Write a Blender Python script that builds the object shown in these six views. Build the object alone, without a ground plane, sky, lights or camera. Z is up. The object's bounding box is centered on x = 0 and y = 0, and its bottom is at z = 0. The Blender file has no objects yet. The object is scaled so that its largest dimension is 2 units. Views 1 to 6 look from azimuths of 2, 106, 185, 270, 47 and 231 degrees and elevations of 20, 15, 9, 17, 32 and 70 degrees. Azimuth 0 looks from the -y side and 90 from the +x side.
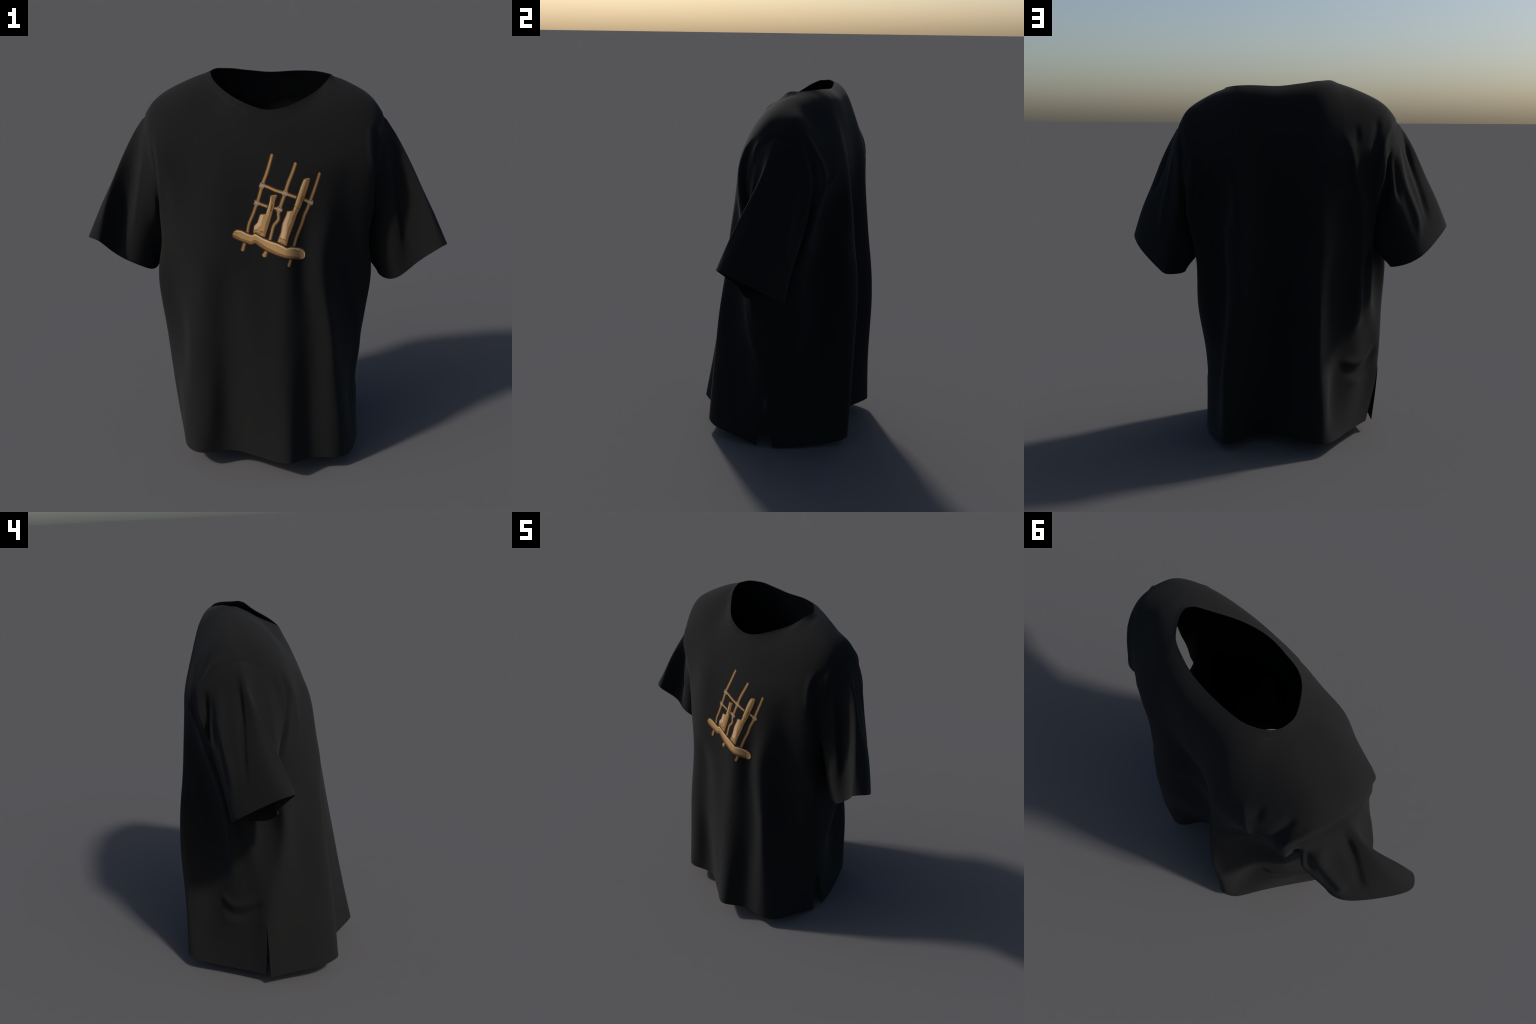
# A loose black T-shirt hanging as if worn, with a bamboo rattle printed on the chest.
import bpy, bmesh, math, random
import numpy as np
from mathutils import Vector
from mathutils.bvhtree import BVHTree

random.seed(7)
np.random.seed(7)

# ------------------------------------------------------------------ splines
def spline(knots, pts, at, closed=False):
    """C2 cubic spline through pts (n,k) at knots, evaluated at 'at'."""
    t = np.asarray(knots, float); p = np.asarray(pts, float); at = np.asarray(at, float)
    n = len(t)
    if closed:                       # t has n+1 entries, the last closes the loop
        period = t[-1] - t[0]
        n = len(p)
        k = 5
        tt = np.concatenate([t[n - k:n] - period, t[:n], t[:k + 1] + period])
        pp = np.concatenate([p[n - k:], p, p[:k + 1]])
        return spline(tt, pp, at)
    h = np.diff(t)
    A = np.zeros((n, n)); b = np.zeros_like(p)
    A[0, 0] = A[-1, -1] = 1.0
    for i in range(1, n - 1):
        A[i, i - 1], A[i, i], A[i, i + 1] = h[i - 1], 2 * (h[i - 1] + h[i]), h[i]
        b[i] = 6 * ((p[i + 1] - p[i]) / h[i] - (p[i] - p[i - 1]) / h[i - 1])
    m = np.linalg.solve(A, b)
    i = np.clip(np.searchsorted(t, at, side="right") - 1, 0, n - 2)
    d = (at - t[i])[:, None]; hi = h[i][:, None]
    return (p[i] + d * ((p[i + 1] - p[i]) / hi - hi * (2 * m[i] + m[i + 1]) / 6)
            + d ** 2 * m[i] / 2 + d ** 3 * (m[i + 1] - m[i]) / (6 * hi))

# ------------------------------------------------------------------ the cut of the shirt
# Each row is a line round the cloth from the wearer's right side (-x) to the left side (+x).
# 15 landmarks: side, corner, bulge, hollow, ridge of the big front fold, hollow, bulge, side.
FRONT = [
 [(-.505, .022, .064), (-.475, -.140, .080), (-.450, -.260, .090), (-.400, -.338, .100), (-.330, -.347, .097),
  (-.220, -.318, .093), (-.100, -.372, .096), (.000, -.435, .100), (.085, -.475, .106), (.150, -.422, .090),
  (.230, -.380, .082), (.305, -.374, .076), (.390, -.322, .060), (.440, -.190, .042), (.467, -.037, .006)],
 [(-.535, .030, .400), (-.508, -.055, .400), (-.462, -.188, .400), (-.410, -.295, .400), (-.312, -.338, .400),
  (-.220, -.310, .400), (-.100, -.360, .400), (.000, -.402, .400), (.085, -.420, .400), (.155, -.370, .400),
  (.225, -.335, .400), (.305, -.343, .400), (.376, -.272, .400), (.420, -.107, .400), (.468, .012, .400)],
 [(-.505, .020, .750), (-.550, -.058, .750), (-.454, -.150, .750), (-.404, -.250, .750), (-.318, -.305, .750),
  (-.215, -.300, .750), (-.100, -.332, .750), (.000, -.356, .750), (.085, -.365, .750), (.160, -.325, .750),
  (.230, -.297, .750), (.305, -.308, .750), (.366, -.182, .750), (.486, -.070, .750), (.508, .025, .750)],
 [(-.442, .030, 1.040), (-.555, -.065, 1.040), (-.500, -.130, 1.040), (-.416, -.200, 1.040), (-.325, -.276, 1.040),
  (-.215, -.288, 1.040), (-.110, -.308, 1.040), (.000, -.316, 1.040), (.090, -.323, 1.040), (.150, -.288, 1.040),
  (.198, -.270, 1.040), (.265, -.276, 1.040), (.372, -.172, 1.040), (.525, -.075, 1.040), (.485, .035, 1.040)],
 [(-.448, .060, 1.150), (-.540, -.050, 1.150), (-.500, -.125, 1.150), (-.430, -.195, 1.150), (-.335, -.262, 1.150),
  (-.232, -.294, 1.150), (-.112, -.297, 1.150), (.000, -.302, 1.150), (.090, -.308, 1.150), (.150, -.276, 1.150),
  (.200, -.260, 1.150), (.265, -.265, 1.150), (.382, -.170, 1.150), (.512, -.082, 1.150), (.448, .065, 1.130)],
 [(-.520, -.030, 1.300), (-.537, -.085, 1.300), (-.510, -.123, 1.300), (-.452, -.173, 1.300), (-.350, -.235, 1.300),
  (-.235, -.276, 1.300), (-.115, -.278, 1.300), (.000, -.281, 1.300), (.090, -.284, 1.300), (.155, -.266, 1.300),
  (.208, -.248, 1.300), (.278, -.240, 1.300), (.388, -.172, 1.300), (.522, -.105, 1.300), (.515, -.020, 1.280)],
 [(-.545, -.100, 1.500), (-.535, -.125, 1.500), (-.500, -.145, 1.500), (-.450, -.169, 1.500), (-.350, -.206, 1.500),
  (-.235, -.249, 1.500), (-.115, -.252, 1.500), (.000, -.252, 1.500), (.090, -.253, 1.500), (.165, -.245, 1.500),
  (.228, -.229, 1.500), (.305, -.208, 1.500), (.405, -.172, 1.500), (.520, -.132, 1.500), (.542, -.070, 1.480)],
 [(-.588, -.030, 1.690), (-.560, -.080, 1.700), (-.500, -.118, 1.705), (-.420, -.138, 1.705), (-.330, -.155, 1.700),
  (-.220, -.177, 1.685), (-.110, -.187, 1.675), (.000, -.195, 1.670), (.080, -.195, 1.670), (.170, -.188, 1.670),
  (.270, -.172, 1.675), (.370, -.148, 1.680), (.460, -.120, 1.680), (.530, -.080, 1.670), (.580, -.020, 1.655)],
 [(-.602, .030, 1.752), (-.560, .000, 1.825), (-.478, -.020, 1.862), (-.392, -.038, 1.875), (-.305, -.050, 1.868),
  (-.222, -.090, 1.820), (-.112, -.135, 1.785), (-.010, -.156, 1.758), (.070, -.157, 1.758), (.158, -.145, 1.770),
  (.255, -.108, 1.800), (.360, -.060, 1.835), (.460, -.022, 1.840), (.545, .000, 1.795), (.594, .020, 1.715)],
]
BACK = [
 [(-.470, .042, .060), (-.414, .152, .064), (-.346, .292, .064), (-.302, .398, .070), (-.255, .458, .072),
  (-.195, .470, .075), (-.100, .400, .065), (.000, .330, .060), (.105, .290, .056), (.185, .345, .052),
  (.225, .420, .050), (.280, .446, .045), (.352, .350, .024), (.428, .170, .006), (.460, .055, .002)],
 [(-.535, .030, .400), (-.475, .095, .400), (-.400, .210, .400), (-.302, .292, .400), (-.259, .402, .400),
  (-.208, .469, .400), (-.120, .420, .400), (-.030, .338, .400), (.080, .335, .400), (.180, .400, .400),
  (.235, .448, .400), (.298, .450, .400), (.326, .302, .400), (.412, .147, .400), (.468, .012, .400)],
 [(-.505, .020, .750), (-.490, .085, .750), (-.440, .145, .750), (-.415, .198, .750), (-.262, .302, .750),
  (-.222, .468, .750), (-.130, .418, .750), (-.040, .335, .750), (.070, .352, .750), (.158, .430, .750),
  (.228, .461, .750), (.283, .425, .750), (.312, .268, .750), (.475, .168, .750), (.508, .025, .750)],
 [(-.442, .030, 1.040), (-.490, .110, 1.040), (-.452, .165, 1.040), (-.428, .215, 1.040), (-.282, .318, 1.040),
  (-.225, .444, 1.040), (-.125, .400, 1.040), (-.040, .345, 1.040), (.070, .350, 1.040), (.148, .419, 1.040),
  (.226, .447, 1.040), (.288, .400, 1.040), (.316, .258, 1.040), (.495, .178, 1.040), (.485, .035, 1.040)],
 [(-.448, .060, 1.150), (-.490, .140, 1.150), (-.475, .190, 1.150), (-.435, .240, 1.150), (-.298, .328, 1.150),
  (-.225, .432, 1.150), (-.120, .367, 1.150), (-.040, .338, 1.150), (.070, .350, 1.150), (.151, .415, 1.150),
  (.232, .430, 1.150), (.292, .395, 1.150), (.325, .275, 1.150), (.510, .215, 1.150), (.448, .065, 1.130)],
 [(-.500, .170, 1.300), (-.510, .210, 1.300), (-.475, .250, 1.300), (-.412, .296, 1.300), (-.300, .345, 1.300),
  (-.215, .418, 1.300), (-.120, .372, 1.300), (-.030, .332, 1.300), (.080, .338, 1.300), (.161, .404, 1.300),
  (.243, .414, 1.300), (.274, .368, 1.300), (.362, .275, 1.300), (.522, .262, 1.300), (.515, .170, 1.280)],
 [(-.555, .292, 1.500), (-.538, .308, 1.500), (-.488, .306, 1.500), (-.408, .336, 1.500), (-.340, .372, 1.500),
  (-.215, .400, 1.500), (-.115, .368, 1.500), (-.020, .350, 1.500), (.090, .350, 1.500), (.178, .384, 1.500),
  (.250, .396, 1.500), (.300, .372, 1.500), (.405, .325, 1.500), (.515, .300, 1.500), (.556, .285, 1.480)],
 [(-.585, .238, 1.690), (-.550, .264, 1.700), (-.500, .285, 1.700), (-.430, .312, 1.700), (-.330, .343, 1.700),
  (-.215, .362, 1.700), (-.110, .352, 1.700), (.000, .345, 1.700), (.105, .345, 1.700), (.200, .352, 1.700),
  (.270, .360, 1.695), (.340, .342, 1.690), (.430, .305, 1.685), (.525, .264, 1.690), (.585, .240, 1.660)],
 [(-.603, .170, 1.755), (-.560, .185, 1.815), (-.485, .200, 1.865), (-.398, .218, 1.892), (-.305, .240, 1.917),
  (-.210, .285, 1.915), (-.105, .305, 1.892), (.000, .308, 1.880), (.105, .308, 1.880), (.205, .297, 1.882),
  (.275, .275, 1.885), (.360, .230, 1.885), (.455, .205, 1.850), (.545, .195, 1.805), (.598, .175, 1.718)],
]
SHOULDER_A = [(-.604, .092, 1.792), (-.547, .095, 1.866), (-.457, .100, 1.921), (-.352, .108, 1.968), (-.266, .110, 1.994)]
SHOULDER_B = [(.333, .100, 1.965), (.425, .100, 1.923), (.530, .092, 1.853), (.598, .085, 1.763)]
NECK_FRONT = [(-.266, .110, 1.994), (-.258, .063, 1.973), (-.232, .020, 1.944), (-.190, -.029, 1.914), (-.144, -.072, 1.889),
              (-.058, -.112, 1.853), (.003, -.119, 1.836), (.068, -.118, 1.837), (.119, -.106, 1.849), (.168, -.082, 1.866),
              (.213, -.051, 1.884), (.264, -.005, 1.907), (.305, .042, 1.938), (.326, .072, 1.958), (.333, .100, 1.965)]
NECK_BACK = [(-.266, .110, 1.994), (-.255, .145, 1.997), (-.239, .165, 2.0), (-.208, .188, 1.997), (-.167, .209, 1.993),
             (-.125, .219, 1.986), (-.055, .229, 1.976), (.020, .235, 1.967), (.126, .234, 1.969), (.198, .220, 1.971),
             (.246, .204, 1.970), (.286, .172, 1.968), (.327, .120, 1.964), (.333, .100, 1.965)]
# sleeves: cuff landmarks from the top, down the back, the underarm and up the front
CUFF_A = [(-.886, -.108, 1.205), (-.897, -.030, 1.184), (-.822, .086, 1.108), (-.733, .168, 1.040), (-.650, .172, 1.003),
          (-.592, .120, .985), (-.600, .030, .985), (-.655, -.030, 1.020), (-.735, -.045, 1.065), (-.805, -.055, 1.120), (-.845, -.120, 1.190)]
CUFF_B = [(.890, -.118, 1.134), (.902, -.050, 1.110), (.850, .035, 1.055), (.720, .140, .955), (.650, .160, .925),
          (.585, .100, .925), (.588, .000, .930), (.640, -.032, .925), (.710, -.050, .970), (.790, -.075, 1.050), (.855, -.132, 1.120)]

NU, NV, NS = 132, 176, 56          # cloth samples: across a panel, up a panel, down a sleeve
ROW_T = np.array([0.0, .155, .34, .49, .55, .63, .74, .85, .92, 1.0])   # where the rows lie up the panel
ARMPIT = 4

def chord_knots(rows):
    d = np.mean([np.linalg.norm(np.diff(np.asarray(r, float), axis=0), axis=1) for r in rows], axis=0)
    k = np.concatenate([[0], np.cumsum(d)])
    return k / k[-1]

KF, KB = chord_knots(FRONT), chord_knots(BACK)
def match_corners(k):
    """shift the knots so that both neck corners (landmarks 4 and 11) fall on fixed cloth columns of both panels"""
    a, b = JA / (NU - 1), JB / (NU - 1)
    k = np.array(k)
    return np.interp(k, [0, k[4], k[11], 1], [0, a, b, 1])
JA, JB = round(KF[4] * (NU - 1)), round(KF[11] * (NU - 1))
KF, KB = match_corners(KF), match_corners(KB)
def along(pts, n_or_t):
    p = np.asarray(pts, float)
    k = np.concatenate([[0], np.cumsum(np.linalg.norm(np.diff(p, axis=0), axis=1))]); k /= k[-1]
    return spline(k, p, n_or_t)

def top_row(neck, knots, us):
    """shoulder, neckline, shoulder: three smooth stretches that meet in two corners."""
    a, b = knots[4], knots[11]
    out = np.zeros((len(us), 3))
    m = us <= a; out[m] = along(SHOULDER_A, us[m] / a)
    m = (us > a) & (us < b); out[m] = along(neck, (us[m] - a) / (b - a))
    m = us >= b; out[m] = along(SHOULDER_B, (us[m] - b) / (1 - b))
    return out

us = np.linspace(0, 1, NU)
vs = np.unique(np.concatenate([np.linspace(0, ROW_T[ARMPIT], int(NV * ROW_T[ARMPIT])), np.linspace(ROW_T[ARMPIT], 1, NV - int(NV * ROW_T[ARMPIT]))]))
NV = len(vs)
IA = int(np.argmin(abs(vs - ROW_T[ARMPIT])))

def ring_rows():
    """dense rows of both panels; rows between the slit and the armpit run round in one smooth loop."""
    rf, rb = [], []
    for k in range(len(FRONT)):
        f, b = np.array(FRONT[k]), np.array(BACK[k])
        if 1 <= k < ARMPIT:
            loop = np.concatenate([f[:-1], b[::-1][:-1]])
            kn = np.concatenate([KF, 1 + (1 - KB[::-1])[1:]])
            rf.append(spline(kn, loop, us, closed=True))
            rb.append(spline(kn, loop, 2 - us, closed=True))
        else:
            rf.append(spline(KF, f, us)); rb.append(spline(KB, b, us))
    rf.append(top_row(NECK_FRONT, KF, us)); rb.append(top_row(NECK_BACK, KB, us))
    return np.array(rf), np.array(rb)

RF, RB = ring_rows()
def loft(rows):
    out = np.zeros((NV, NU, 3))
    for j in range(NU):
        out[:, j] = spline(ROW_T, rows[:, j], vs)
    return out
GF, GB = loft(RF), loft(RB)

# ------------------------------------------------------------------ welding the pieces into one cloth
verts, faces, region = [], [], []          # region: 0 front, 1 back, 2 sleeve a, 3 sleeve b
def add(p):
    verts.append(np.array(p, float)); return len(verts) - 1

SLIT_TOP = {0: .375, NU - 1: .29}
idF = np.zeros((NV, NU), int); idB = np.zeros((NV, NU), int)
jA, jB = JA, JB
for i in range(NV):
    for j in range(NU):
        idF[i, j] = add(GF[i, j])
for i in range(NV):
    for j in range(NU):
        side = j in (0, NU - 1)
        if side and i <= IA and GF[i, j][2] > SLIT_TOP[j]:
            k = idF[i, j]; verts[k] = (GF[i, j] + GB[i, j]) / 2; idB[i, j] = k
        elif i == NV - 1 and (j <= jA or j >= jB):
            idB[i, j] = idF[i, j]
        else:
            idB[i, j] = add(GB[i, j])
for i in range(NV - 1):
    for j in range(NU - 1):
        faces.append((idF[i, j], idF[i, j + 1], idF[i + 1, j + 1], idF[i + 1, j])); region.append(0)
        faces.append((idB[i, j + 1], idB[i, j], idB[i + 1, j], idB[i + 1, j + 1])); region.append(1)

def sleeve(j, cuff, tag, shape):
    back = [idB[i, j] for i in range(NV - 1, IA, -1)]
    front = [idF[i, j] for i in range(IA, NV - 1)]
    ring = back + front
    phi = np.array([1 - vs[i] for i in range(NV - 1, IA, -1)] + [1 - 2 * ROW_T[ARMPIT] + vs[i] for i in range(IA, NV - 1)])
    span = 1 - ROW_T[ARMPIT]
    kn_b = [1 - ROW_T[k] for k in (9, 8, 7, 6, 5, 4)]
    kn_f = [1 - 2 * ROW_T[ARMPIT] + t for t in (*ROW_T[5:9], .965)]
    kn = np.array(kn_b + kn_f + [2 * span])
    hole = np.array([verts[k] for k in ring])
    land0 = np.array([hole[int(np.argmin(abs(phi - k)))] for k in kn[:-1]])
    cuff = np.array(cuff, float)
    cuff_dense = spline(kn, cuff, phi, closed=True)
    mids = []
    for s, offs in shape:
        mids.append((s, spline(kn, land0 * (1 - s) + cuff * s + np.array(offs, float), phi, closed=True)))
    S = np.linspace(0, 1, NS)
    kn_s = np.array([0] + [s for s, _ in mids] + [1])
    stack = np.array([hole] + [m for _, m in mids] + [cuff_dense])
    grid = np.zeros((NS, len(ring), 3))
    for c in range(len(ring)):
        grid[:, c] = spline(kn_s, stack[:, c], S)
    ids = np.zeros((NS, len(ring)), int)
    ids[0] = ring
    for r in range(1, NS):
        for c in range(len(ring)):
            ids[r, c] = add(grid[r, c])
    n = len(ring)
    for r in range(NS - 1):
        for c in range(n):
            q = (ids[r, c], ids[r, (c + 1) % n], ids[r + 1, (c + 1) % n], ids[r + 1, c])
            faces.append(q if tag == 2 else q[::-1]); region.append(tag)
    return ids

# how far the sleeve stands out from a straight line between armhole and cuff (per landmark)
SHAPE_A = [(.33, [(-.003, .040, .040), (.012, .0, -.004), (.016, .0, .0), (.008, .000, 0), (0, .010, -.02), (0, 0, -.02),
                  (0, 0, -.01), (0, .010, 0), (0, .0, 0), (0, .035, 0), (-.015, .045, .020)]),
           (.66, [(-.006, .025, .027), (-.012, .000, .010), (.002, .002, 0), (0, 0, 0), (0, .005, 0), (0, 0, -.01),
                  (0, .010, 0), (0, .012, 0), (0, .004, 0), (0, .030, 0), (-.028, .020, .020)])]
SHAPE_B = [(.33, [(.013, .028, .014), (-.010, .0, -.004), (-.020, .0, .0), (-.014, .000, 0), (0, .010, -.02), (0, 0, -.02),
                  (0, .005, -.01), (0, .008, 0), (.003, .0, 0), (0, .030, 0), (.015, .035, .010)]),
           (.66, [(.012, .015, .008), (.012, .000, .010), (0, .002, 0), (0, 0, 0), (0, .005, 0), (0, 0, -.01),
                  (0, -.006, 0), (0, -.004, 0), (0, -.006, 0), (0, .025, 0), (.025, .015, .005)])]
idSA = sleeve(0, CUFF_A, 2, SHAPE_A)
idSB = sleeve(NU - 1, CUFF_B, 3, SHAPE_B)

V = np.array(verts); Fq = np.array(faces); region = np.array(region)

# ------------------------------------------------------------------ cloth tools
edges = np.unique(np.sort(np.concatenate([Fq[:, [0, 1]], Fq[:, [1, 2]], Fq[:, [2, 3]], Fq[:, [3, 0]]]), axis=1), axis=0)
cnt = np.zeros(len(V)); np.add.at(cnt, edges[:, 0], 1); np.add.at(cnt, edges[:, 1], 1)
ecount = {}
used = np.unique(Fq)
def rim_vertices():
    e = np.sort(np.concatenate([Fq[:, [0, 1]], Fq[:, [1, 2]], Fq[:, [2, 3]], Fq[:, [3, 0]]]), axis=1)
    u, c = np.unique(e, axis=0, return_counts=True)
    m = np.zeros(len(V), bool); m[u[c == 1].ravel()] = True
    return m
RIM = rim_vertices()
def relax(V, weight, times):
    for _ in range(times):
        s = np.zeros_like(V); np.add.at(s, edges[:, 0], V[edges[:, 1]]); np.add.at(s, edges[:, 1], V[edges[:, 0]])
        avg = s / np.maximum(cnt, 1)[:, None]
        V = V + (avg - V) * (weight * ~RIM)[:, None]
    return V
def near(V, ids, reach):
    """1 at the given vertices, falling to 0 at 'reach' rings away (measured in steps over the mesh)."""
    d = np.full(len(V), 1e9); d[ids] = 0
    for _ in range(int(reach)):
        np.minimum.at(d, edges[:, 0], d[edges[:, 1]] + 1); np.minimum.at(d, edges[:, 1], d[edges[:, 0]] + 1)
    return np.clip(1 - d / reach, 0, 1)
def normals(V):
    a, b, c, d = (V[Fq[:, k]] for k in range(4))
    fn = np.cross(c - a, d - b)
    n = np.zeros_like(V)
    for k in range(4): np.add.at(n, Fq[:, k], fn)
    return n / np.maximum(np.linalg.norm(n, axis=1), 1e-12)[:, None]

shoulder = np.concatenate([idF[-1, :jA + 1], idF[-1, jB:]])
armhole = np.concatenate([idSA[0], idSB[0]])
sides = np.concatenate([idF[:IA + 1, 0], idF[:IA + 1, -1]])
V = relax(V, .6 * near(V, np.concatenate([shoulder, armhole, sides]), 9), 30)

# ------------------------------------------------------------------ creases and ridges in the cloth
# (height: + stands out, - is pressed in; half width; line over the cloth)
FOLDS = [
 # back, wearer's right shoulder blade: a raised crease and short pulls below the seam
 (.010, .020, [(-.313, .334, 1.736), (-.341, .342, 1.695), (-.371, .366, 1.585), (-.394, .352, 1.459), (-.438, .326, 1.374)]),
 (-.006, .016, [(-.389, .306, 1.760), (-.393, .333, 1.660)]),
 (-.010, .018, [(-.500, .245, 1.800), (-.490, .285, 1.700), (-.470, .310, 1.620)]),
 (.010, .014, [(-.572, .175, 1.800), (-.560, .228, 1.743), (-.532, .279, 1.674), (-.521, .306, 1.589)]),
 # armholes at the back: body ridge and deep crease beside it
 (.014, .024, [(-.545, .250, 1.720), (-.517, .306, 1.598), (-.500, .300, 1.457), (-.500, .240, 1.309)]),
 (-.042, .023, [(-.572, .262, 1.660), (-.566, .275, 1.520), (-.545, .240, 1.370), (-.520, .190, 1.250)]),
 (.012, .020, [(.555, .184, 1.790), (.542, .245, 1.734), (.514, .289, 1.666), (.490, .313, 1.595), (.494, .309, 1.500), (.500, .280, 1.380)]),
 (-.022, .020, [(.566, .225, 1.715), (.556, .280, 1.560), (.545, .260, 1.420), (.525, .200, 1.250)]),
 (.010, .018, [(.455, .315, 1.640), (.480, .310, 1.520), (.500, .285, 1.400), (.505, .250, 1.300), (.500, .205, 1.180)]),
 (.006, .016, [(.340, .380, 1.620), (.400, .345, 1.520), (.445, .310, 1.420), (.480, .260, 1.300)]),
 # armholes at the front
 (-.012, .018, [(-.548, -.072, 1.720), (-.546, -.110, 1.640), (-.545, -.118, 1.540), (-.530, -.090, 1.400), (-.515, -.040, 1.280)]),
 (.007, .016, [(-.530, -.090, 1.720), (-.520, -.128, 1.640), (-.515, -.148, 1.560)]),
 (-.016, .018, [(.545, -.030, 1.740), (.546, -.075, 1.680), (.545, -.100, 1.580), (.535, -.080, 1.440), (.515, -.030, 1.300)]),
 (.008, .016, [(.520, -.060, 1.745), (.516, -.110, 1.680), (.512, -.125, 1.600), (.515, -.120, 1.500)]),
 (.007, .012, [(.566, .000, 1.735), (.570, -.030, 1.660), (.572, -.045, 1.600)]),
 # wearer's right side: overhanging fold of the back panel and the pocket that closes it
 (.012, .030, [(-.416, .353, 1.538), (-.430, .315, 1.340), (-.438, .270, 1.150), (-.432, .235, .990), (-.425, .215, .750), (-.400, .215, .560)]),
 (.012, .018, [(-.330, .300, .490), (-.385, .235, .455), (-.435, .160, .465), (-.500, .070, .540)]),
 (-.012, .018, [(-.345, .285, .415), (-.410, .190, .395), (-.480, .090, .450), (-.530, .030, .520)]),
 (.006, .016, [(-.365, .255, .345), (-.430, .160, .340)]),
 # wearer's right sleeve
 (.014, .024, [(-.612, .190, 1.690), (-.640, .215, 1.524), (-.693, .185, 1.364), (-.726, .165, 1.246), (-.737, .166, 1.120)]),
 (-.012, .018, [(-.588, .245, 1.640), (-.605, .250, 1.483), (-.625, .230, 1.350)]),
 (-.014, .018, [(-.622, .115, 1.740), (-.667, .110, 1.630), (-.712, .105, 1.476), (-.768, .097, 1.312), (-.800, .090, 1.200)]),
 (.006, .014, [(-.612, -.030, 1.640), (-.641, -.050, 1.477), (-.665, -.057, 1.353), (-.690, -.055, 1.200)]),
 # wearer's left sleeve
 (.010, .022, [(.600, .200, 1.660), (.640, .210, 1.500), (.680, .180, 1.300), (.700, .160, 1.100)]),
 (-.008, .018, [(.628, .120, 1.690), (.690, .100, 1.530), (.760, .070, 1.350)]),
 (.006, .014, [(.606, -.020, 1.640), (.640, -.045, 1.450), (.670, -.050, 1.250), (.690, -.045, 1.080)]),
 # the sleeve seams, pressed in over the tops of the shoulders
 (-.007, .012, [(-.596, -.020, 1.725), (-.606, .040, 1.765), (-.608, .092, 1.785), (-.605, .150, 1.768), (-.595, .215, 1.715)]),
 (-.007, .012, [(.590, -.020, 1.690), (.600, .030, 1.730), (.602, .085, 1.757), (.602, .150, 1.735), (.592, .205, 1.690)]),
 # soft lines on the chest and the left side
 (.003, .026, [(-.520, -.080, 1.759), (-.486, -.153, 1.620), (-.455, -.183, 1.451), (-.452, -.184, 1.273)]),
 (.010, .030, [(.455, -.120, .980), (.446, -.085, .760), (.460, -.040, .558), (.462, .010, .380)]),
 # a slack dent where the neckline meets the left shoulder seam
 (-.006, .018, [(.375, .060, 1.930), (.360, .090, 1.940), (.350, .130, 1.935)]),
]
def crease(V, height, width, line):
    p = np.array(line, float)
    p = V[[int(np.argmin(np.linalg.norm(V - q, axis=1))) for q in p]]      # lay the line on the cloth
    k = np.concatenate([[0], np.cumsum(np.linalg.norm(np.diff(p, axis=0), axis=1))])
    t = np.linspace(0, 1, 60)
    q = spline(k / k[-1], p, t) if len(p) > 2 else p[0] + (p[1] - p[0]) * t[:, None]
    taper = np.clip(np.minimum(t, 1 - t) / .28, 0, 1); taper = taper * taper * (3 - 2 * taper)
    pick = np.where(np.linalg.norm(V - q.mean(0), axis=1) < k[-1] + 4 * width)[0]
    d = np.linalg.norm(V[pick, None] - q[None], axis=2)
    w = (np.exp(-(d / width) ** 2) * taper).max(axis=1)
    out = np.zeros(len(V)); out[pick] = height * w
    return out
push = sum(crease(V, *f) for f in FOLDS)
V = V + normals(V) * push[:, None]
V = relax(V, .35 * (np.abs(push) > .0005), 2)

# ------------------------------------------------------------------ build the mesh
THICK = .004
def build():
    me = bpy.data.meshes.new("cloth")
    n = normals(V)
    rim_edges = []
    e = np.concatenate([Fq[:, [0, 1]], Fq[:, [1, 2]], Fq[:, [2, 3]], Fq[:, [3, 0]]])
    owner = np.tile(np.arange(len(Fq)), 4)
    key = np.sort(e, axis=1)
    u, inv, c = np.unique(key, axis=0, return_inverse=True, return_counts=True)
    single = c[inv.ravel()] == 1
    N = len(V)
    allv = np.concatenate([V, V - n * THICK])
    quads = [Fq, Fq[:, ::-1] + N]
    regs = [region, region]
    re = e[single]
    quads.append(np.stack([re[:, 1], re[:, 0], re[:, 0] + N, re[:, 1] + N], axis=1)); regs.append(region[owner[single]])
    quads = np.concatenate(quads); regs = np.concatenate(regs)
    return allv, quads, regs

def make_object(name, allv, quads, nrm, mat, parent):
    idx, inv = np.unique(quads, return_inverse=True)
    me = bpy.data.meshes.new(name)
    me.from_pydata(allv[idx].tolist(), [], inv.reshape(-1, 4).tolist())
    me.update()
    me.polygons.foreach_set("use_smooth", np.ones(len(me.polygons), bool))
    me.materials.append(mat)
    me.normals_split_custom_set_from_vertices(nrm[idx].tolist())
    ob = bpy.data.objects.new(name, me)
    bpy.context.scene.collection.objects.link(ob)
    ob.parent = parent
    return ob

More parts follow.
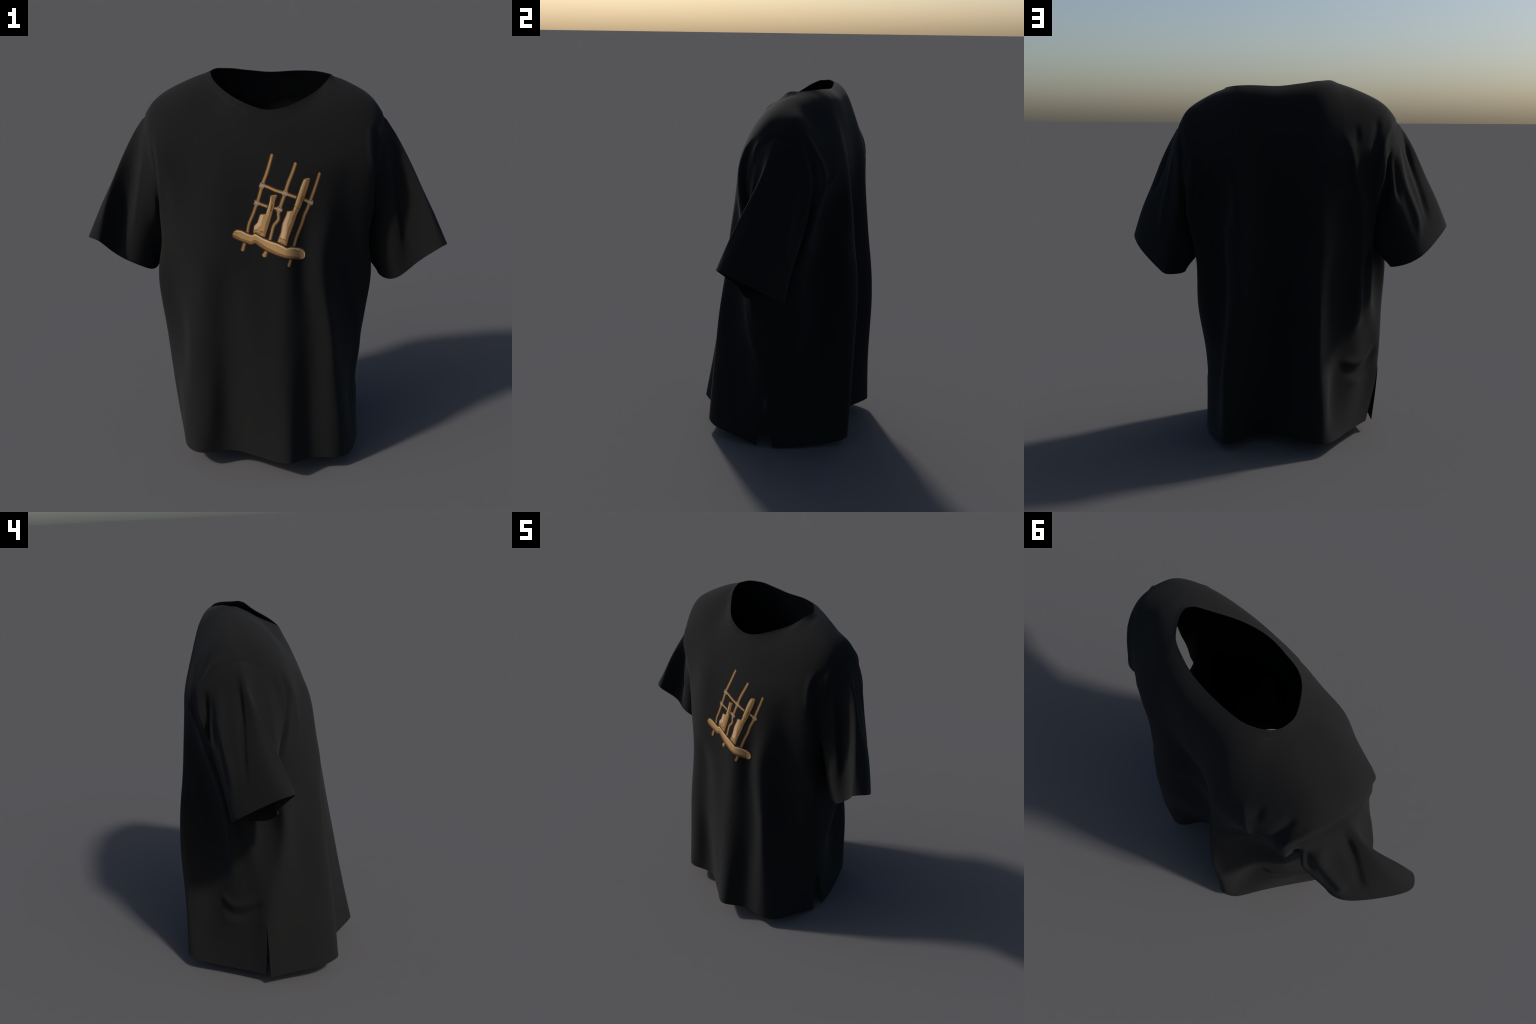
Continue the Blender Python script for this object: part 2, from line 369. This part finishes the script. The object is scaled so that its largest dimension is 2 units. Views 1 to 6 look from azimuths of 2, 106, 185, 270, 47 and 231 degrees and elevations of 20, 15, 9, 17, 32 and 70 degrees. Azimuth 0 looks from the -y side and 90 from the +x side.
# ------------------------------------------------------------------ materials
def principled(name, colour, rough, spec=.5):
    m = bpy.data.materials.new(name); m.use_nodes = True
    b = m.node_tree.nodes["Principled BSDF"]
    b.inputs["Base Color"].default_value = (*colour, 1)
    b.inputs["Roughness"].default_value = rough
    b.inputs["Specular IOR Level"].default_value = spec
    return m, b
def cloth_material():
    m, b = principled("black_jersey", (.0025, .0025, .0025), 1.0, .38)
    nt = m.node_tree
    tc = nt.nodes.new("ShaderNodeTexCoord")
    no = nt.nodes.new("ShaderNodeTexNoise"); no.inputs["Scale"].default_value = 220; no.inputs["Detail"].default_value = 3
    rp = nt.nodes.new("ShaderNodeValToRGB")
    rp.color_ramp.elements[0].position = .3; rp.color_ramp.elements[0].color = (.0022, .0022, .0022, 1)
    rp.color_ramp.elements[1].position = .7; rp.color_ramp.elements[1].color = (.0030, .0030, .0029, 1)
    nt.links.new(tc.outputs["Object"], no.inputs["Vector"]); nt.links.new(no.outputs["Fac"], rp.inputs["Fac"])
    nt.links.new(rp.outputs["Color"], b.inputs["Base Color"])
    return m
CLOTH = cloth_material()

shirt = bpy.data.objects.new("t_shirt", None)
bpy.context.scene.collection.objects.link(shirt)
shirt["label"] = "loose black short sleeved shirt with bamboo instrument print"
shirt["category"] = "t-shirt"

allv, quads, regs = build()
nn = normals(V)
nrm = np.concatenate([nn, -nn])
parts = {}
for tag, name in enumerate(["front_panel", "back_panel", "sleeve", "sleeve"]):
    parts[tag] = make_object(name, allv, quads[regs == tag], nrm, CLOTH, shirt)

# ------------------------------------------------------------------ seam stitching: two rows of short threads
def thread_material():
    m, b = principled("black_thread", (.003, .003, .003), .6, .32)
    return m
def stitch_rows(grid, closed, starts):
    """grid[k] is the cloth k steps in from a free edge; returns points and outward normals of the stitched rows."""
    P = V[grid]; N = nn[grid]
    step = np.concatenate([np.zeros((1, P.shape[1])), np.cumsum(np.linalg.norm(np.diff(P, axis=0), axis=2), axis=0)])
    rows = []
    for want in starts:
        pts = np.array([[np.interp(want, step[:, c], P[:, c, a]) for a in range(3)] for c in range(P.shape[1])])
        nor = np.array([[np.interp(want, step[:, c], N[:, c, a]) for a in range(3)] for c in range(P.shape[1])])
        rows.append((pts, nor))
    return rows
SV, SF = [], []
def sew(pts, nor, length=.012, gap=.005, wide=.0012, high=.0004):
    k = np.concatenate([[0], np.cumsum(np.linalg.norm(np.diff(pts, axis=0), axis=1))])
    t = .004
    while t + length < k[-1]:
        a = np.array([np.interp(t, k, pts[:, c]) for c in range(3)]); b = np.array([np.interp(t + length, k, pts[:, c]) for c in range(3)])
        n = np.array([np.interp(t + length / 2, k, nor[:, c]) for c in range(3)]); n /= np.linalg.norm(n)
        side = np.cross(b - a, n); side /= np.linalg.norm(side)
        o = len(SV); m = (a + b) / 2
        SV.extend([a - n * .001, b - n * .001, m + side * wide, m - side * wide, m + n * high + (a - m) * .5, m + n * high + (b - m) * .5])
        SF.extend([(o, o + 4, o + 2), (o + 2, o + 4, o + 5), (o + 2, o + 5, o + 1), (o, o + 3, o + 4), (o + 3, o + 5, o + 4), (o + 3, o + 1, o + 5)])
        t += length + gap
INN = 9
for g, st in ((idF[:INN], (.030, .040)), (idB[:INN], (.030, .040)), (idSA[::-1][:INN], (.030, .040)), (idSB[::-1][:INN], (.030, .040)),
              (idF[::-1][:INN, jA:jB + 1], (.036, .044)), (idB[::-1][:INN, jA:jB + 1], (.036, .044))):
    for pts, nor in stitch_rows(g, False, st):
        sew(pts, nor)
me = bpy.data.meshes.new("seam_stitching"); me.from_pydata([tuple(p) for p in SV], [], SF); me.update()
me.polygons.foreach_set("use_smooth", np.ones(len(me.polygons), bool))
me.materials.append(thread_material())
stitching = bpy.data.objects.new("seam_stitching", me); bpy.context.scene.collection.objects.link(stitching)
stitching.parent = shirt; stitching["kind"] = "stuff"

# ------------------------------------------------------------------ the print: a bamboo rattle on the chest
from mathutils.geometry import delaunay_2d_cdt
front_faces = Fq[region == 0]
chest = BVHTree.FromPolygons([Vector(p) for p in V], [tuple(int(i) for i in q) for q in front_faces])

def on_chest(X, Y, lift):
    """drawing units (right, down) to a point on the cloth, 'lift' metres above it."""
    p, q = X / 1000, Y / 1000
    x = -.21058 + .39071 * p - .0129 * q + .00025 * p * p + .00809 * p * q - .00033 * q * q
    z = 1.67194 + .03822 * p - .35943 * q - .03602 * p * p - .00404 * p * q - .02191 * q * q
    loc, nor, _, _ = chest.ray_cast(Vector((x, -2, z)), Vector((0, 1, 0)))
    if nor.y > 0: nor = -nor
    return loc + nor * lift

def resample(pts, closed, step=11.0):
    p = np.array(pts, float)
    if closed: p = np.vstack([p, p[:1]])
    out = []
    for a, b in zip(p[:-1], p[1:]):
        n = max(1, int(np.ceil(np.linalg.norm(b - a) / step)))
        out += [a + (b - a) * i / n for i in range(n)]
    if not closed: out.append(p[-1])
    return np.array(out)

def inside(poly, pts):
    x, y = pts[:, 0], pts[:, 1]; r = np.zeros(len(pts), bool)
    for (x0, y0), (x1, y1) in zip(poly, np.roll(poly, -1, axis=0)):
        c = (y0 > y) != (y1 > y)
        with np.errstate(divide="ignore", invalid="ignore"):
            r ^= c & (x < (x1 - x0) * (y - y0) / (y1 - y0) + x0)
    return r

def grow(poly, d):
    """the outline moved outward by d units"""
    p = np.array(poly, float)
    area = .5 * np.sum(p[:, 0] * np.roll(p[:, 1], -1) - np.roll(p[:, 0], -1) * p[:, 1])
    t = np.roll(p, -1, axis=0) - np.roll(p, 1, axis=0)
    t /= np.maximum(np.linalg.norm(t, axis=1), 1e-9)[:, None]
    n = np.stack([t[:, 1], -t[:, 0]], axis=1) * (1 if area > 0 else -1)
    return p + n * d

def stroke(line, widths, fine=14):
    """a drawn stroke: smooth centre line with a width, as an outline with rounded ends"""
    p = np.array(line, float)
    k = np.concatenate([[0], np.cumsum(np.linalg.norm(np.diff(p, axis=0), axis=1))])
    t = np.linspace(0, k[-1], max(4, int(k[-1] / fine)))
    c = spline(k, p, t) if len(p) > 2 else p[0] + (p[1] - p[0]) * (t / k[-1])[:, None]
    w = np.interp(t / k[-1], np.linspace(0, 1, len(widths)), widths) / 2
    d = np.gradient(c, axis=0); d /= np.linalg.norm(d, axis=1)[:, None]
    n = np.stack([-d[:, 1], d[:, 0]], axis=1)
    cap0 = c[0] - d[0] * w[0] * .55; cap1 = c[-1] + d[-1] * w[-1] * .55
    return np.vstack([c + n * w[:, None], [cap1], (c - n * w[:, None])[::-1], [cap0]]), c, n, w

class Piece:
    """one piece of the drawing, built up from ink layers a twentieth of a millimetre apart"""
    def __init__(self, base): self.base = base; self.v, self.f, self.m, self.mats = [], [], [], []
    def layer(self, poly, mat, up):
        lift = .0004 + .00005 * (self.base + up)
        poly = resample(poly, True)
        lo, hi = poly.min(0), poly.max(0)
        gx, gy = np.meshgrid(np.arange(lo[0] + 6, hi[0], 12), np.arange(lo[1] + 6, hi[1], 12))
        g = np.stack([gx.ravel(), gy.ravel()], axis=1)
        g = g[inside(grow(poly, -4), g)] if len(g) else g
        n = len(poly)
        pts = np.vstack([poly, g]) if len(g) else poly
        r = delaunay_2d_cdt([Vector(p) for p in pts], [(i, (i + 1) % n) for i in range(n)], [], 1, 1e-4)
        V2, F2 = r[0], r[2]
        if mat not in self.mats: self.mats.append(mat)
        mi = self.mats.index(mat); o = len(self.v); cnt = len(V2)
        self.v += [on_chest(p.x, p.y, lift) for p in V2]
        self.v += [on_chest(p.x, p.y, -.0005) for p in V2]
        edge = {}
        for f in F2:
            a = sum(V2[f[i]].x * V2[f[(i + 1) % len(f)]].y - V2[f[(i + 1) % len(f)]].x * V2[f[i]].y for i in range(len(f)))
            f = tuple(f) if a < 0 else tuple(reversed(f))
            self.f.append(tuple(o + i for i in f)); self.m.append(mi)
            for i in range(len(f)):
                e = (f[i], f[(i + 1) % len(f)]); edge[e] = edge.get(e, 0) + 1
        for (a, b) in edge:
            if (b, a) not in edge:
                self.f.append((o + b, o + a, o + a + cnt, o + b + cnt)); self.m.append(mi)
    def finish(self, name, parent):
        me = bpy.data.meshes.new(name); me.from_pydata([tuple(p) for p in self.v], [], self.f); me.update()
        for m in self.mats: me.materials.append(m)
        me.polygons.foreach_set("material_index", self.m)
        ob = bpy.data.objects.new(name, me); bpy.context.scene.collection.objects.link(ob); ob.parent = parent
        return ob

def ink(name, rgb, vary=.10, scale=60.0):
    """printed ink with faint streaks along the bamboo"""
    m, b = principled(name, rgb, .95, .2)
    nt = m.node_tree
    tc = nt.nodes.new("ShaderNodeTexCoord"); mp = nt.nodes.new("ShaderNodeMapping")
    mp.inputs["Rotation"].default_value = (0, .3, 0); mp.inputs["Scale"].default_value = (1, .2, .25)
    no = nt.nodes.new("ShaderNodeTexNoise"); no.inputs["Scale"].default_value = scale; no.inputs["Detail"].default_value = 2
    mx = nt.nodes.new("ShaderNodeMix"); mx.data_type = "RGBA"
    mx.inputs["A"].default_value = (*[c * (1 - vary) for c in rgb], 1); mx.inputs["B"].default_value = (*[c * (1 + vary) for c in rgb], 1)
    nt.links.new(tc.outputs["Object"], mp.inputs["Vector"]); nt.links.new(mp.outputs["Vector"], no.inputs["Vector"])
    nt.links.new(no.outputs["Fac"], mx.inputs["Factor"]); nt.links.new(mx.outputs["Result"], b.inputs["Base Color"])
    return m
GLOW = ink("ink_glow", (.040, .017, .007), .1)
EDGE = ink("ink_outline", (.095, .043, .015), .1)
DARK = ink("ink_dark_bamboo", (.215, .115, .042))
MID = ink("ink_bamboo", (.400, .235, .095))
POLE = ink("ink_pole", (.330, .190, .075))
LIGHT = ink("ink_light_bamboo", (.600, .405, .210))
ROSE = ink("ink_rosy_bamboo", (.600, .390, .230))
LINE = ink("ink_line", (.020, .009, .004), .05)
PALE = ink("ink_lashing", (.560, .480, .370), .05)

def bar(name, line, widths, parent, base, fill=None, ends=()):
    """a thin pole or cross bar, with a shaded edge; 'ends' are further stretches of the same pole"""
    pc = Piece(base)
    runs = [(line, widths)] + list(ends)
    for l, w in runs:
        w = list(w)
        pc.layer(stroke(l, [a + 24 for a in w])[0], GLOW, 0)
    for l, w in runs:
        w = list(w)
        pc.layer(stroke(l, [a + 11 for a in w])[0], EDGE, 1)
        pc.layer(stroke(l, [a - 1 for a in w])[0], DARK, 2)
        _, c, n, h = stroke(l, w)
        pc.layer(stroke(c + n * (h * .22)[:, None], [a * .62 for a in w])[0], fill or POLE, 3)
    return pc.finish(name, parent)

log = Piece(19)                        # the base log is drawn last but carries the rest, so it is finished at the end
print_root = bpy.data.objects.new("printed_rattle", None)

bpy.context.scene.collection.objects.link(print_root); print_root.parent = shirt

bar("printed_pole", [(627, 122), (590, 255), (548, 385), (512, 480), (488, 570), (455, 680), (430, 750), (390, 860), (352, 950), (330, 1075)], (26, 30, 30, 28, 24), print_root, 0,
    ends=[([(296, 1185), (272, 1268)], (30, 34))])
bar("printed_pole", [(912, 220), (862, 360), (815, 480), (785, 580), (750, 680), (722, 760), (703, 830), (704, 895), (655, 965), (625, 1055), (600, 1150)], (28, 32, 32, 28, 26), print_root, 0,
    ends=[([(564, 1272), (545, 1310), (530, 1338)], (26, 38, 50))])
bar("printed_pole", [(1203, 328), (1160, 470), (1112, 610), (1085, 690), (1060, 760), (1020, 850), (985, 960), (940, 1070), (888, 1230)], (24, 28, 30, 28, 26), print_root, 0,
    ends=[([(852, 1368), (828, 1448)], (26, 28))])
bar("printed_cross_bar", [(482, 488), (560, 505), (650, 545), (755, 578), (830, 602), (930, 634), (1000, 652), (1060, 686), (1118, 707)], (28, 30, 30, 28), print_root, 5, MID)
bar("printed_cross_bar", [(420, 694), (480, 715), (570, 748), (640, 764), (690, 772), (748, 794)], (26, 28, 26, 24), print_root, 5, MID)

def tube(outline, rosy, dark, mid_edge, collar, slot, parent):
    pc = Piece(10)
    pc.layer(grow(resample(outline, True, 30), 12), GLOW, 0)
    pc.layer(grow(resample(outline, True, 30), 6), EDGE, 1)
    pc.layer(outline, MID, 2)
    pc.layer(rosy, ROSE, 3); pc.layer(dark, DARK, 4); pc.layer(mid_edge, LIGHT, 5)
    for l in collar: pc.layer(stroke(l, (5, 5))[0], LINE, 6)
    for k, l in enumerate(slot): pc.layer(stroke(l, (10, 10))[0], EDGE, 6 + k)
    return pc.finish("printed_tube", parent)
tube([(612, 620), (645, 612), (686, 610), (662, 665), (648, 740), (632, 805), (600, 920), (556, 1060), (540, 1112), (470, 1090), (405, 1062), (414, 985), (455, 940), (472, 890), (487, 846), (555, 842), (582, 760), (604, 680)],
     [(490, 850), (520, 848), (512, 900), (492, 975), (455, 1010), (418, 1030), (418, 988), (458, 943), (476, 892)],
     [(622, 622), (684, 612), (660, 665), (630, 805), (598, 920), (555, 1060), (538, 1108), (522, 1098), (548, 960), (590, 850), (612, 760), (618, 690)],
     [(612, 640), (622, 640), (610, 700), (588, 775), (562, 845), (556, 845), (582, 762), (604, 690)],
     [[(415, 1030), (450, 1038)], [(480, 1046), (528, 1054)], [(418, 1052), (498, 1082)], [(416, 1068), (494, 1098)], [(488, 1062), (526, 1068)]],
     [[(632, 728), (620, 765), (612, 802)], [(640, 800), (618, 798)]], print_root)
tube([(1030, 405), (1055, 400), (1082, 400), (1062, 490), (1012, 640), (962, 760), (918, 850), (886, 950), (852, 1040), (820, 1120), (800, 1206), (750, 1188), (697, 1162), (735, 1060), (755, 950), (780, 890), (800, 845), (810, 805), (880, 795), (922, 660), (975, 500), (1008, 420)],
     [(816, 812), (850, 806), (834, 870), (806, 960), (796, 1060), (772, 1130), (730, 1120), (742, 1060), (762, 950), (786, 890), (806, 845)],
     [(1048, 408), (1080, 402), (1060, 490), (1010, 640), (960, 760), (916, 850), (884, 950), (850, 1040), (818, 1120), (799, 1203), (782, 1196), (800, 1090), (822, 1000), (858, 930), (866, 880), (905, 800), (960, 680), (1010, 520)],
     [(1012, 424), (1026, 420), (990, 520), (945, 650), (906, 770), (892, 795), (884, 795), (926, 660), (978, 502)],
     [[(716, 1122), (750, 1134)], [(762, 1138), (796, 1146)], [(724, 1166), (776, 1186)], [(718, 1182), (768, 1200)], [(898, 744), (918, 750)], [(926, 762), (944, 772)]],
     [[(1000, 618), (984, 650), (972, 688)], [(1000, 690), (976, 688)]], print_root)

outline = [(205, 1020), (262, 1036), (330, 1074), (385, 1096), (425, 1076), (520, 1132), (610, 1166), (700, 1190), (762, 1216), (800, 1240), (860, 1231), (930, 1246), (990, 1268),
           (1015, 1300), (1015, 1350), (985, 1385), (930, 1371), (800, 1345), (680, 1310), (560, 1268), (480, 1218), (430, 1180), (370, 1195), (300, 1165), (230, 1135), (168, 1102), (155, 1068), (172, 1036)]
log.layer(grow(resample(outline, True, 30), 16), GLOW, 0)
log.layer(grow(resample(outline, True, 30), 9), EDGE, 1)
log.layer(outline, DARK, 2)
log.layer([(205, 1022), (262, 1038), (330, 1076), (385, 1098), (425, 1078), (520, 1134), (610, 1168), (700, 1192), (762, 1218), (800, 1242), (860, 1233), (930, 1248), (975, 1266),
           (955, 1300), (945, 1352), (800, 1322), (690, 1284), (570, 1236), (490, 1186), (428, 1146), (368, 1164), (300, 1140), (230, 1108), (172, 1082), (160, 1062), (174, 1038)], MID, 3)
log.layer([(205, 1022), (262, 1038), (330, 1076), (385, 1098), (425, 1078), (520, 1134), (610, 1168), (700, 1192), (762, 1218), (800, 1242), (860, 1233), (930, 1248), (975, 1266), (966, 1284), (900, 1258),
           (856, 1250), (800, 1258), (756, 1236), (696, 1206), (606, 1184), (514, 1152), (426, 1098), (384, 1112), (326, 1092), (258, 1052), (205, 1036), (182, 1044), (188, 1032)], LIGHT, 4)
for l in ([(166, 1044), (206, 1060)], [(164, 1074), (214, 1094)], [(170, 1092), (236, 1122)], [(890, 1274), (946, 1290)], [(905, 1322), (944, 1330)], [(884, 1346), (940, 1360)]):
    log.layer(stroke(l, (3, 6))[0], EDGE, 5)
ring = [(988 + 44 * math.cos(a), 1328 + 60 * math.sin(a) + 8 * math.cos(a)) for a in np.linspace(0, 2 * math.pi, 28, endpoint=False)]
log.layer(ring, EDGE, 6)
log.layer([(988 + .84 * (x - 988), 1328 + .88 * (y - 1328)) for x, y in ring], LIGHT, 7)
log.layer([(984 + .70 * (x - 988), 1331 + .78 * (y - 1328)) for x, y in ring], POLE, 8)
log.finish("printed_base_log", print_root)

for cx, cy in ((507, 495), (782, 585), (1088, 697), (442, 703), (712, 783)):     # crossed lashings
    pc = Piece(12)
    for k, ang in enumerate((-27, 63)):
        a = math.radians(ang)
        for off in (-7, 7):
            dx, dy = math.cos(a) * 38, math.sin(a) * 38
            ox, oy = -math.sin(a) * off, math.cos(a) * off
            l = [(cx - dx + ox, cy - dy + oy), (cx + dx + ox, cy + dy + oy)]
            pc.layer(stroke(l, (8, 8))[0], EDGE, 2 * k)
            pc.layer(stroke(l, (3.5, 5, 3.5))[0], PALE, 2 * k + 1)
    pc.finish("printed_lashing", print_root)
